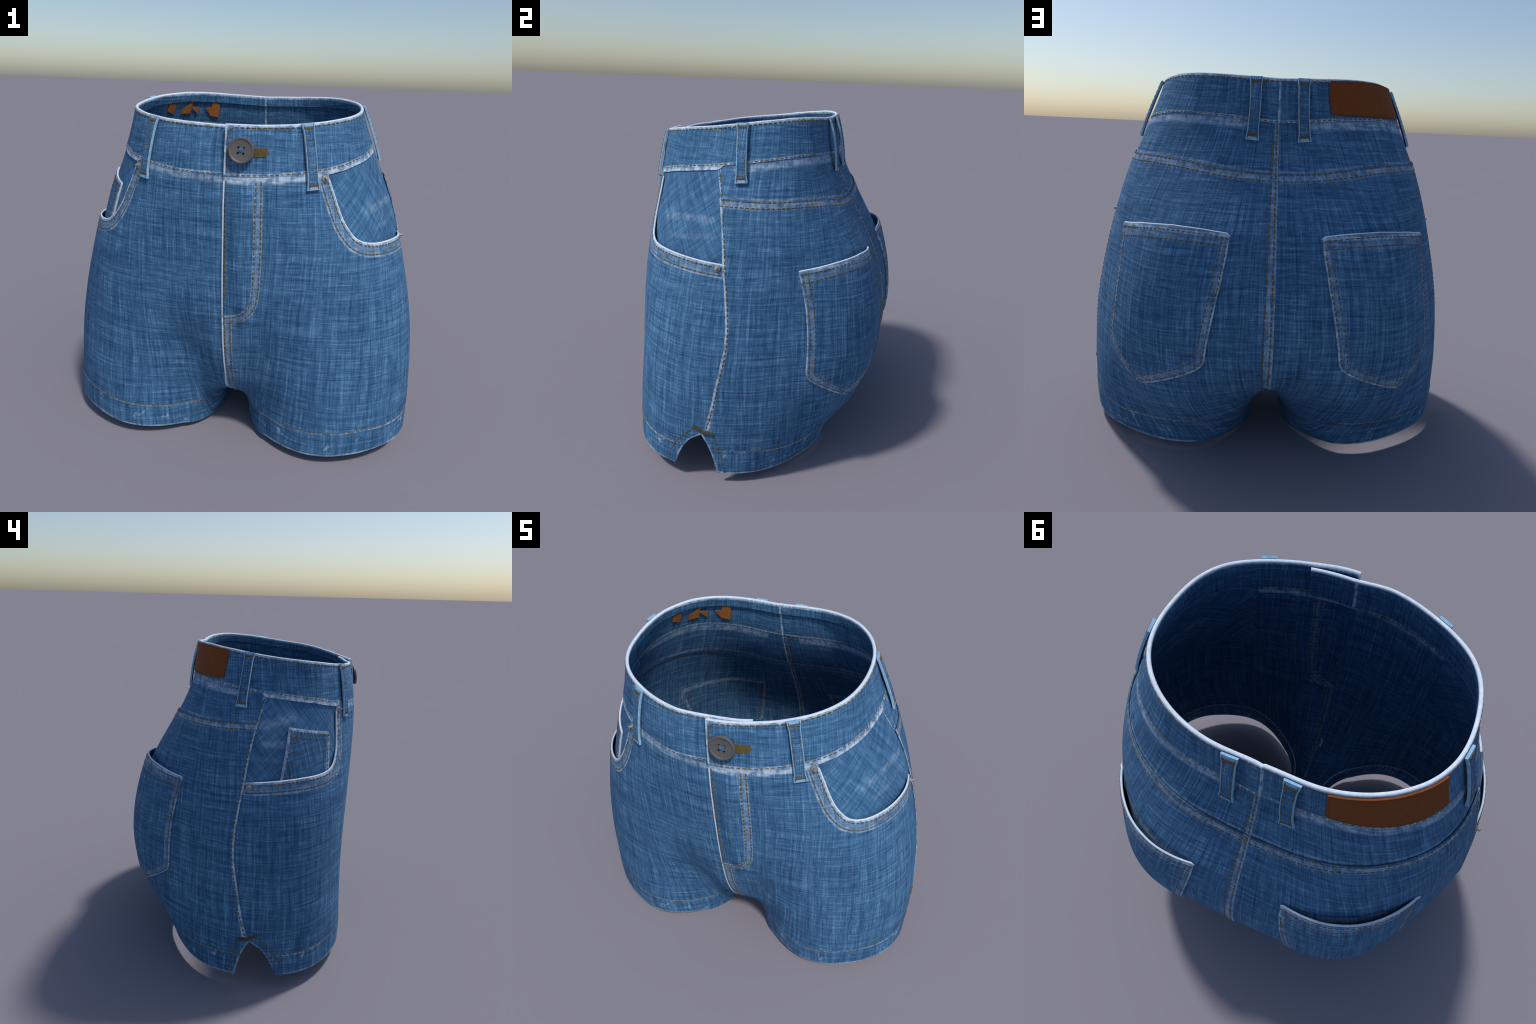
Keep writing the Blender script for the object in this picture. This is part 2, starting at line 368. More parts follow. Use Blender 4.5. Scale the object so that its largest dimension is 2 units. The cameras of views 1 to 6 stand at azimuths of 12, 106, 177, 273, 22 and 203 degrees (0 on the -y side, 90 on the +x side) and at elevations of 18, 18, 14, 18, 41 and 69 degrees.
def add(name, mesh, mats, parent=ROOT, stuff=False):
    o = bpy.data.objects.new(name, mesh)
    bpy.context.scene.collection.objects.link(o)
    for m in mats: mesh.materials.append(m)
    o.parent = parent
    if stuff: o["kind"] = "stuff"
    return o


def mesh_of(name, verts, faces):
    m = bpy.data.meshes.new(name)
    m.from_pydata([tuple(map(float, v)) for v in verts], [], [tuple(map(int, f)) for f in faces])
    m.update()
    return m


def finish(o, thick=0.0, angle=38.0, rim=0, bevel=0.0):
    """Give a sheet its thickness, round its edges and shade it smooth."""
    if thick:
        s = o.modifiers.new("cloth_thickness", "SOLIDIFY"); s.thickness = thick; s.offset = -1; s.material_offset_rim = rim
        s.use_quality_normals = True
    if bevel:
        b = o.modifiers.new("soft_edge", "BEVEL"); b.width = bevel; b.segments = 2; b.limit_method = "ANGLE"; b.angle_limit = R(50)
    if o.modifiers:
        bpy.context.view_layer.update()
        ev = o.evaluated_get(bpy.context.evaluated_depsgraph_get())
        me = bpy.data.meshes.new_from_object(ev)
        o.modifiers.clear(); o.data = me
    me = o.data
    me.shade_smooth()
    me.set_sharp_from_angle(angle=R(angle))
    return o


def fill_outline(loop, step=0.016, lines=()):
    """Triangulate the inside of an outline given in (degree, metre); returns 2D points and triangles.
    lines are extra polylines that the triangle edges must follow."""
    sc = np.array([R(1) * K, 1.0])
    P = np.array(loop, float) * sc
    keep = [0]
    for i in range(1, len(P)):
        if np.linalg.norm(P[i] - P[keep[-1]]) > 1e-5: keep.append(i)
    if np.linalg.norm(P[keep[-1]] - P[0]) < 1e-5: keep.pop()
    P = P[keep]
    pts = [P]; edges = [(i, (i + 1) % len(P)) for i in range(len(P))]
    off_ = len(P)
    for l in lines:
        q = np.array(l, float) * sc
        pts.append(q); edges += [(off_ + i, off_ + i + 1) for i in range(len(q) - 1)]; off_ += len(q)
    lo, hi = P.min(0), P.max(0)
    xs = np.arange(lo[0] + step * .5, hi[0], step); ys = np.arange(lo[1] + step * .5, hi[1], step * 0.87)
    g = np.array([(x + (step * .5 if j % 2 else 0), y) for j, y in enumerate(ys) for x in xs])
    # inside test
    ins = np.zeros(len(g), bool)
    for a, b in zip(P, np.roll(P, -1, 0)):
        c = ((a[1] > g[:, 1]) != (b[1] > g[:, 1]))
        with np.errstate(divide="ignore", invalid="ignore"):
            xi = (b[0] - a[0]) * (g[:, 1] - a[1]) / (b[1] - a[1]) + a[0]
        ins ^= c & (g[:, 0] < xi)
    g = g[ins]
    allp = np.vstack(pts)
    if len(g):
        d = np.full(len(g), 9.0)
        for k in range(0, len(allp), 200):
            d = np.minimum(d, np.linalg.norm(g[:, None] - allp[None, k:k + 200], axis=2).min(1))
        g = g[d > step * 0.6]
    allp = np.vstack([allp, g])
    r = delaunay_2d_cdt([Vector(p) for p in allp], edges, [list(range(len(P)))], 1, 1e-7)
    q = np.array([tuple(v) for v in r[0]]) / sc
    return q, [tuple(f) for f in r[2]]


def sheet(name, loop, mats, depth, side=1, thick=0.004, lines=(), extra=None, step=0.016, parent=ROOT, rim=1, warp=None, rim_where=None, bevel=0.0):
    """One cloth piece: outline -> triangles -> hip surface + depth(th_deg, z); extra = (verts, quads) welded on."""
    q, f = fill_outline(loop, step, lines)
    th, z = q[:, 0], q[:, 1]
    d = depth(th, z)
    ang = R(th)
    if warp is not None: ang = ang + R(1) * warp(th, z) * (side if side > 0 else -2.4)
    V = surf(ang, z, d)
    V[:, 0] *= 1
    bm = bmesh.new()
    S = np.array([side, 1, 1.0])
    vs = [bm.verts.new(tuple(v * S)) for v in V]
    def face(ids, lst):
        ids = [i for k, i in enumerate(ids) if i != ids[k - 1]]
        if len(ids) < 3: return
        try: bm.faces.new([lst[i] for i in (ids if side > 0 else ids[::-1])])
        except ValueError: pass
    # outward orientation: +theta, +z is counter-clockwise seen from outside
    for t in f:
        a, b, c = (q[i] for i in t)
        ccw = (b[0] - a[0]) * (c[1] - a[1]) - (b[1] - a[1]) * (c[0] - a[0])
        face(list(t) if ccw > 0 else list(t)[::-1], vs)
    if extra:
        ev = [bm.verts.new(tuple(np.asarray(v) * S)) for v in extra[0]]
        for t in extra[1]: face(list(t), ev)
        bmesh.ops.remove_doubles(bm, verts=bm.verts, dist=4e-4)
    m = bpy.data.meshes.new(name); bm.to_mesh(m); bm.free()
    o = add(name, m, mats, parent)
    finish(o, thick, rim=rim, bevel=bevel)
    if rim_where is not None:
        for p in o.data.polygons:
            if p.material_index and not rim_where(p.center): p.material_index = 0
    return o


# ------------------------------------------------------------------ inner leg (crotch curve to hem)
NT, NS, TH = 22, 44, 0.55          # rows, columns, share of the rows above the hem stitching


def edge_rows(line, zst):
    """Rows along a lower edge of a panel: evenly spaced, with row TH exactly at the hem stitch height."""
    p = rounded(line, 2); q = p * [R(1) * K, 1.0]
    L = np.concatenate([[0], np.cumsum(np.linalg.norm(np.diff(q, axis=0), axis=1))])
    ls = np.interp(-zst, -p[:, 1], L)
    t = np.linspace(0, 1, NT + 1)
    s = np.where(t <= TH, t / TH * ls, ls + (t - TH) / (1 - TH) * (L[-1] - ls))
    return np.stack([np.interp(s, L, p[:, 0]), np.interp(s, L, p[:, 1])], -1)


TH = round(TH * NT) / NT
ROW_ST = int(round(TH * NT))
FB = edge_rows(FRONT_LOW, 0.174)
BB = edge_rows(BACK_LOW, 0.214)
fb3, bb3 = surf(R(FB[:, 0]), FB[:, 1]), surf(R(BB[:, 0]), BB[:, 1])
fb3[0, 0] = bb3[0, 0] = 0.0


def inner_leg():
    cy = np.array(CROTCH, float)
    cr = rounded(np.column_stack([np.zeros(len(cy)), cy]), 2)
    cr[0], cr[-1] = fb3[0], bb3[0]
    ring = np.array([tuple(fb3[-1]), (.205, -.497, .033), (.155, -.438, .027), (.117, -.365, .020), (.094, -.26, .010), (.083, -.12, .002), (.085, .03, .0), (.105, .14, .006),
                     (.138, .22, .014), (.198, .305, .026), (.253, .368, .036), (.303, .405, .041), tuple(bb3[-1])])
    ring = rounded(ring, 2)
    def samp(p, n):
        L = np.concatenate([[0], np.cumsum(np.linalg.norm(np.diff(p, axis=0), axis=1))]); s = np.linspace(0, L[-1], n + 1)
        return np.stack([np.interp(s, L, p[:, i]) for i in range(3)], -1)
    C, H = samp(cr, NS), samp(ring, NS)
    t = np.linspace(0, 1, NT + 1)
    f = np.sin(t * np.pi / 2) ** 0.55; g = 1 - np.cos(t * np.pi / 2) ** 0.6
    fx = f; gz = np.where(t < 1, g, 1.0)
    s = np.linspace(0, 1, NS + 1)
    Q = np.zeros((NS + 1, NT + 1, 3))
    for j in range(NT + 1):
        Q[:, j, 0] = H[:, 0] * fx[j]
        Q[:, j, 1] = C[:, 1] + (H[:, 1] - C[:, 1]) * (0.5 * fx[j] + 0.5 * t[j])
        Q[:, j, 2] = C[:, 2] + (H[:, 2] - C[:, 2]) * gz[j]
    e0, e1 = fb3 - Q[0], bb3 - Q[-1]
    w0, w1 = (1 - s) ** 3, s ** 3
    Q += w0[:, None, None] * e0[None] + w1[:, None, None] * e1[None]
    return relax(Q)


def ghost(edge, sign, step=0.022):
    """Points of the hip surface one step inside the panel from its lower edge."""
    q = edge * [R(1) * K, 1.0]
    t = np.gradient(q, axis=0); t /= np.linalg.norm(t, axis=1, keepdims=True)
    g = (q + np.stack([-t[:, 1], t[:, 0]], -1) * sign * step) / [R(1) * K, 1.0]
    return surf(R(g[:, 0]), g[:, 1])


def relax(Q):
    """Bend the inner-leg patch so that it runs on smoothly from the panels and across the crotch."""
    a, b = NS + 1, NT + 1
    ix = lambda i, j: i * b + j
    gf, gb = ghost(FB, 1), ghost(BB, -1)
    out = np.zeros_like(Q)
    for c in range(3):
        rows, rhs = [], []
        def eq(terms, r, w):
            v = np.zeros(a * b)
            for k, x in terms: v[k] += x * w
            rows.append(v); rhs.append(r * w)
        for i in range(a):
            for j in range(b):
                k = ix(i, j)
                fixed = i in (0, NS) or j == 0
                eq([(k, 1)], Q[i, j, c], 100 if fixed else (4.0 if j == NT else (0.13 if i < 0.55 * NS else 0.035)))
                if 0 < i < NS: eq([(ix(i - 1, j), 1), (k, -2), (ix(i + 1, j), 1)], 0, 1.0)
                elif j > 0 and i == 0: eq([(k, -2), (ix(1, j), 1)], -gf[j, c], 1.0)
                elif j > 0: eq([(k, -2), (ix(NS - 1, j), 1)], -gb[j, c], 1.0)
                if 0 < j < NT: eq([(ix(i, j - 1), 1), (k, -2), (ix(i, j + 1), 1)], 0, 0.4)
                elif j == 0 and c > 0 and 0 < i < NS: eq([(ix(i, 1), 1), (k, -1)], 0, 1.0)
        out[:, :, c] = np.linalg.lstsq(np.array(rows), np.array(rhs), rcond=None)[0].reshape(a, b)
    out[0], out[-1] = fb3, bb3
    out[:, 0, 0] = 0.0
    return out


IL = inner_leg()
SMID = 20


def inner_part(s0, s1, t0, t1):
    V, F = [], []
    idx = {}
    for i in range(s0, s1 + 1):
        for j in range(t0, t1 + 1):
            idx[i, j] = len(V); V.append(IL[i, j])
    for i in range(s0, s1):
        for j in range(t0, t1):
            F.append((idx[i, j], idx[i, j + 1], idx[i + 1, j + 1], idx[i + 1, j])[::-1])
    return V, F


# ------------------------------------------------------------------ cloth panels
def edge_deg(z): return side_t(z) - EDGE_GAP


seam_z_hi = 1.171
stf = resample([(a, z) for a, z in HEMST if a > 20], 0.014)
APEX = NOTCH_F[0]


def side_path(z0, z1, step=0.016):
    n = max(2, int(abs(z1 - z0) / step)); zz = np.linspace(z0, z1, n + 1)
    return [(float(edge_deg(z)), float(z)) for z in zz]


def line_cut(poly, fz):
    """Index-free crossing of a polyline with z = fz(deg)."""
    p = resample(poly, 0.002)
    k = int(np.argmin(np.abs(p[:, 1] - fz(p[:, 0]))))
    return p[k]


nf, nb = line_cut(NOTCH_F, hemst_z), line_cut(NOTCH_B, hemst_z)
notch_f_up = [p for p in resample(NOTCH_F, 0.014) if p[1] > nf[1] + 0.004] + [nf]
notch_f_dn = [nf] + [p for p in resample(NOTCH_F, 0.014) if p[1] < nf[1] - 0.004]
notch_b_up = [p for p in resample(NOTCH_B, 0.014) if p[1] > nb[1] + 0.004] + [nb]
notch_b_dn = [nb] + [p for p in resample(NOTCH_B, 0.014) if p[1] < nb[1] - 0.004]


def zline(fz, a0, a1, step=0.014):
    n = max(2, int(abs(R(a1 - a0) * K) / step)); aa = np.linspace(a0, a1, n + 1)
    return [(float(a), float(fz(a))) for a in aa]


f_st, b_st = FB[ROW_ST], BB[ROW_ST]
hem_top_f = [tuple(f_st)] + zline(lambda a: hemst_z(a) + (f_st[1] - hemst_z(f_st[0])) * np.clip(1 - (a - f_st[0]) / 8, 0, 1), f_st[0], nf[0])[1:-1] + [tuple(nf)]
hem_top_b = [tuple(nb)] + zline(lambda a: hemst_z(a) + (b_st[1] - hemst_z(b_st[0])) * np.clip(1 - (b_st[0] - a) / 8, 0, 1), nb[0], b_st[0])[1:-1] + [tuple(b_st)]
hem_bot_f = zline(hem_z, 76.0, 25.0)
hem_bot_b = zline(hem_z, 140.0, 89.1)


def warp_front(th, z):
    return 0.9 * (1 - sm(0, 14, th)) * sm(0.34, 0.42, z)


def depth_front(side):
    def f(th, z):
        d = 0.0 * th
        if side > 0: d = d + 0.020 * sm(0, 8.5, th) * (1 - sm(9.5, 16, th)) * sm(0.78, 0.90, z) * (1 - sm(1.40, 1.50, z))
        if side < 0: d = d - 0.005 * (1 - sm(0.5, 7, th)) * sm(0.34, 0.5, z)
        j = np.interp(th, [40, 50, 65, 78, 86], [0, .004, .008, .006, 0]) * np.exp(-np.abs(z - 1.18) / 0.10)
        d = d + j - 0.003 * np.exp(-np.clip(edge_deg(z) - th, 0, 99) / 2.5)
        return d
    return f


def depth_back(side):
    def f(th, z):
        d = 0.006 * np.exp(-np.clip(yoke_z(th) - z, 0, 9) / 0.10)
        d = d + 0.004 * np.exp(-np.clip(th - edge_deg(z), 0, 99) / 4.0) * sm(0.29, 0.36, z)
        if side > 0: d = d + 0.005 * np.exp(-(180 - th) / 6.0) * sm(0.44, 0.55, z)
        return d * sm(0.26, 0.33, z)
    return f


def depth_yoke(side):
    def f(th, z):
        d = 0.0 * th
        if side > 0: d = d + 0.005 * np.exp(-(180 - th) / 6.0)
        return d - 0.002
    return f


def depth_bag(th, z):
    a = np.interp(th, [36, 42, 50, 60, 74, 81, 86, 92], [-.0055, -.011, -.024, -.031, -.030, -.020, -.010, -.008])
    b = np.interp(z, [1.0, 1.15, 1.25, 1.35, 1.45, 1.56], [1.1, 1.0, 0.78, 0.42, 0.2, 0.15])
    d = np.minimum(-0.004 - (1 - sm(43, 49, th)) * (1 - sm(1.49, 1.525, z)) * 0.0095, a * b)
    d = d * (1 - sm(1.50, 1.54, z)) - 0.004 * sm(1.50, 1.54, z)
    flush = sm(79.0, 85.0, th + (z - 1.17) * 18) * sm(1.175, 1.20, z)     # the bag meets the side seam flush
    return d * (1 - flush) - 0.002 * flush


for side in (1, -1):
    # front panel: centre front, waist seam, curved pocket opening, side seam, notch, hem, crotch
    loop = [(0.0, z) for z in np.linspace(0.310, WAIST[0][1] + .004, 80)]
    loop += zline(lambda a: waist_z(a) + .004, 0.0, 41.5)[1:]
    loop += [tuple(p) for p in resample(rounded(JPOCKET[1:], 2), 0.012) if p[1] < waist_z(p[0]) - 0.004]
    loop += side_path(1.165, 0.300)
    loop += [tuple(p) for p in notch_f_up]
    loop += hem_top_f[::-1][1:]
    loop += [tuple(p) for p in FB[:ROW_ST][::-1]]
    o = sheet("front_panel", loop, [M_FRONT_R if side > 0 else M_FRONT_L, M_WORN], depth_front(side), side,
              extra=inner_part(0, SMID, 0, ROW_ST), warp=warp_front,
              rim_where=lambda c, side=side: side > 0 and abs(c.x) < .03 and c.z > .3)
    # back panel: yoke seam, centre back, crotch, hem, notch, side seam
    loop = [tuple(p) for p in notch_b_up[::-1]]
    loop += side_path(0.300, float(yoke_z(82.0)))
    loop += [(a, z + .0) for a, z in zline(yoke_z, edge_deg(1.474), 180.0)][1:]
    loop += [(180.0, z) for z in np.linspace(YOKE[-1][1], 0.425, 72)][1:]
    loop += [tuple(p) for p in BB[1:ROW_ST + 1]]
    loop += hem_top_b[::-1][1:-1]
    o = sheet("back_panel", loop, [M_BACK, M_WORN], depth_back(side), side, extra=inner_part(SMID, NS, 0, ROW_ST),
              rim_where=lambda c, side=side: side > 0 and abs(c.x) < .03 and c.z > .45)
    # yoke
    loop = zline(lambda a: yoke_z(a) - .012, edge_deg(1.462), 180.0)
    loop += [(180.0, z) for z in np.linspace(YOKE[-1][1] - .012, WAIST[-1][1] + .004, 18)][1:]
    loop += zline(lambda a: waist_z(a) + .004, 180.0, edge_deg(1.622))[1:]
    loop += side_path(1.625, 1.462)[1:-1]
    sheet("yoke", loop, [M_YOKE, M_WORN], depth_yoke(side), side, rim_where=lambda c: False)
    # hem turn-up, front and back halves
    loop = hem_top_f + [tuple(p) for p in notch_f_dn[1:]] + hem_bot_f[1:-1] + [tuple(p) for p in FB[ROW_ST + 1:][::-1]]
    sheet("hem", loop, [M_HEM, M_WORN], lambda th, z: 0 * th - .003 * np.exp(-np.clip(edge_deg(z) - th, 0, 99) / 2.5) * sm(.15, .21, z), side, thick=0.012, extra=inner_part(0, SMID, ROW_ST, NT))
    loop = hem_top_b + [tuple(p) for p in BB[ROW_ST + 1:]] + hem_bot_b[1:] + [tuple(p) for p in notch_b_dn[1:][::-1]]
    sheet("hem", loop, [M_HEM, M_WORN], lambda th, z: 0 * th, side, thick=0.012, extra=inner_part(SMID, NS, ROW_ST, NT))
    # pocket bag seen through the curved opening
    loop = zline(lambda a: 1.06, 37.0, 90.0) + [(a + 1.6, z) for a, z in side_path(1.075, 1.625)] + zline(lambda a: waist_z(a) + .012, edge_deg(1.622) + 1.6, 37.0)[1:]
    sheet("pocket_bag", loop, [M_BAG], depth_bag, side, rim=0)

# ------------------------------------------------------------------ bead along a line (rolled edge)
def tube(path, rad, n=8, flat=1.0, nrm=None):
    """Closed tube around a 3D path; flat squashes it along the surface normal."""
    P = np.array(path); T = np.gradient(P, axis=0); T /= np.linalg.norm(T, axis=1, keepdims=True)
    V, F = [], []
    for i, (p, t) in enumerate(zip(P, T)):
        a = nrm[i] - t * (nrm[i] @ t); a /= np.linalg.norm(a); b = np.cross(t, a)
        e = 0.55 if i in (0, len(P) - 1) else 1.0
        for k in range(n):
            w = 2 * math.pi * k / n
            V.append(p + a * math.cos(w) * rad * flat * e + b * math.sin(w) * rad * e)
    for i in range(len(P) - 1):
        for k in range(n):
            F.append((i * n + k, i * n + (k + 1) % n, (i + 1) * n + (k + 1) % n, (i + 1) * n + k))
    F += [tuple(range(n))[::-1], tuple(range((len(P) - 1) * n, len(P) * n))]
    return V, F


def bead(name, line, depth, side, rad, mat, flat=1.0, parent=ROOT, step=0.012):
    p = resample(line, step)
    th = R(p[:, 0])
    pts = surf(th, p[:, 1], depth(p[:, 0], p[:, 1])); nr = normal(th, p[:, 1])
    S = np.array([side, 1, 1.0])
    V, F = tube(pts * S, rad, 8, flat, nr * S)
    m = mesh_of(name, V, F)
    bm = bmesh.new(); bm.from_mesh(m); bmesh.ops.recalc_face_normals(bm, faces=bm.faces); bm.to_mesh(m); bm.free()
    o = add(name, m, [mat], parent); finish(o, angle=60)
    return o


J_EDGE = [p for p in rounded(JPOCKET[1:], 2) if p[1] < 1.512]
for side in (1, -1):
    df = depth_front(side)
    bead("pocket_edge", J_EDGE, lambda th, z: df(th, z) - .005, side, 0.0065, M_WORN, 0.75)

# pale bead along the fly edge, running down into the crotch seam
dfr = depth_front(1)
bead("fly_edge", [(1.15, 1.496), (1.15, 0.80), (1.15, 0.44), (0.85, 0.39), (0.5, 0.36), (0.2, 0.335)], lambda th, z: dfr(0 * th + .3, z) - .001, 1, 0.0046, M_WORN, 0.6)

# ------------------------------------------------------------------ waistband
FLAP0, FLAP1 = 0.9, 378.5


def band_depth(a, z, rim, low):
    """a runs from the flap edge round the body to the hidden underlap (degrees, 0.9 .. 378.5)."""
    k = np.clip((z - low) / (rim - low), 0, 1)
    d = 0.0135 * (1 - sm(2, 21, a)) * (0.15 + 0.85 * sm(0, .9, k))
    d = d - 0.022 * sm(345, 364, a)
    d = d + 0.003 * np.exp(-np.clip(a - 350, -99, 0) ** 2 / 1e9) * 0
    d = d + np.where(a < 180.2, 0.004 * np.exp(-np.clip(180 - a, 0, 999) / 4.0), 0.0)
    return d


def band_piece(a0, a1, parent=ROOT):
    n = int(abs(R(a1 - a0)) * 0.62 / 0.012)
    aa = np.linspace(a0, a1, n + 1)
    fold = np.where(aa > 180, np.abs(aa - 360), aa)      # mirrored pattern lines
    rz, wz = rim_z(fold), waist_z(fold)
    lz = wz - 0.019 * sm(38.5, 41.5, fold) * (1 - sm(78.0, 80.5, fold))    # its lower edge shows over the pocket bags
    th = R(aa)
    rows = []
    def row(z, extra):
        d = band_depth(aa, z, rz, wz) + extra
        rows.append(surf(th, z, d))
    T, LIP = 0.016, 0.055
    for k in np.linspace(0, 1, 9): row(lz + (rz - 0.006 - lz) * k, 0.0015 * (1 - k))
    row(rz - 0.002, -0.0015); row(rz, -0.005); row(rz, -0.011); row(rz - 0.002, -0.0145)
    for k in np.linspace(0.006, LIP, 4): row(rz - k, -T)
    row(rz - LIP - .001, -0.007)
    for k in np.linspace(0.1, 1, 6): row((rz - LIP) * (1 - k) + lz * k, -0.004)
    m = len(rows); V = np.stack(rows, 0)
    V = V.reshape(-1, 3); c = n + 1
    F = []
    for i in range(m):
        j = (i + 1) % m
        for k in range(n):
            F.append((i * c + k, i * c + k + 1, j * c + k + 1, j * c + k))
    F.append(tuple(i * c for i in range(m))); F.append(tuple(i * c + n for i in range(m))[::-1])
    me = mesh_of("waistband", V, F)
    bm = bmesh.new(); bm.from_mesh(me); bmesh.ops.recalc_face_normals(bm, faces=bm.faces)
    # pale rolled rim, pale ends
    bm.to_mesh(me); bm.free()
    o = add("waistband", me, [M_BAND, M_WORN], parent)
    nq = n
    for p in me.polygons:
        i = p.index // nq
        if p.index >= m * nq or 8 <= i <= 12: p.material_index = 1
    finish(o, angle=50)
    return o


BAND_R = band_piece(FLAP0, 180.15)
BAND_L = band_piece(179.95, FLAP1)

# ------------------------------------------------------------------ stitching
class Stitcher:
    def __init__(s): s.V, s.F = [], []
    def dash(s, p, t, n, length, width, height):
        """One thread dash: a small rounded loaf lying on the cloth."""
        b = np.cross(n, t); b /= np.linalg.norm(b)
        o = len(s.V)
        prof = ((-.5, .45), (-.36, .9), (0, 1.0), (.36, .9), (.5, .45))
        for x, k in prof:
            for y, h in ((-.5, -.35), (-.4, .5), (0, 1.0), (.4, .5), (.5, -.35)):
                s.V.append(p + t * x * length + b * y * width * k + n * (h * height * (k if h > 0 else 1)))
        for i in range(4):
            for j in range(4):
                a = o + i * 5 + j
                s.F.append((a, a + 5, a + 6, a + 1))
        s.F.append(tuple(o + j for j in range(5))); s.F.append(tuple(o + 20 + j for j in range(5))[::-1])
    def line(s, line, depth, side=1, pitch=0.0255, length=0.0195, width=0.0070, height=0.0022, inner=None, smooth_line=True, warp=None, under=False):
        p = np.array(line, float)
        if smooth_line and len(p) > 2: p = rounded(p, 2)
        p = resample(p, 0.003)
        th = R(p[:, 0])
        if warp is not None: th = th + R(1) * warp(p[:, 0], p[:, 1]) * side
        S = np.array([side, 1, 1.0])
        d = depth(p[:, 0], p[:, 1])
        for flip in ((1, -1) if inner is not None else ((-1,) if under else (1,))):
            dd = d if flip > 0 or under else d - inner
            P = surf(th, p[:, 1], dd) * S; Nn = normal(th, p[:, 1]) * S * flip
            L = np.concatenate([[0], np.cumsum(np.linalg.norm(np.diff(P, axis=0), axis=1))])
            n = max(1, int(round(L[-1] / pitch)))
            for k in range(n):
                c = (k + 0.5) / n * L[-1] + RNG.uniform(-.1, .1) * pitch * .3
                i = int(np.clip(np.searchsorted(L, c), 1, len(L) - 1))
                t = P[min(i + 2, len(P) - 1)] - P[max(i - 2, 0)]; t /= np.linalg.norm(t)
                s.dash(P[i], t, Nn[i], length * RNG.uniform(.92, 1.06), width * RNG.uniform(.9, 1.1), height)
    def bartack(s, a, b, depth, side, width=0.022, n=16, w=0.004, h=0.0032):
        """Dense zig-zag block between two (degree, metre) points."""
        a, b = np.array(a, float), np.array(b, float)
        S = np.array([side, 1, 1.0])
        for k in range(n):
            c = a + (b - a) * (k + .5) / n
            e = c + (b - a) * 0.02
            P0 = surf(R(c[0]), c[1], depth(c[0], c[1])) * S; P1 = surf(R(e[0]), e[1], depth(e[0], e[1])) * S
            N0 = normal(R(c[0]), c[1]) * S
            t = P1 - P0; t /= np.linalg.norm(t)
            bb = np.cross(N0, t); bb /= np.linalg.norm(bb)
            sl = 0.45 if k % 2 else -0.45
            dirn = bb + t * sl; dirn /= np.linalg.norm(dirn)
            s.dash(P0, dirn, N0, width, w * 1.25, h)
    def build(s, name, mat, parent=ROOT):
        o = add(name, mesh_of(name, s.V, s.F), [mat], parent, stuff=True)
        bm = bmesh.new(); bm.from_mesh(o.data); bmesh.ops.recalc_face_normals(bm, faces=bm.faces); bm.to_mesh(o.data); bm.free()
        o.data.shade_smooth()
        return o


def zero(th, z): return 0.0 * np.asarray(th, float)


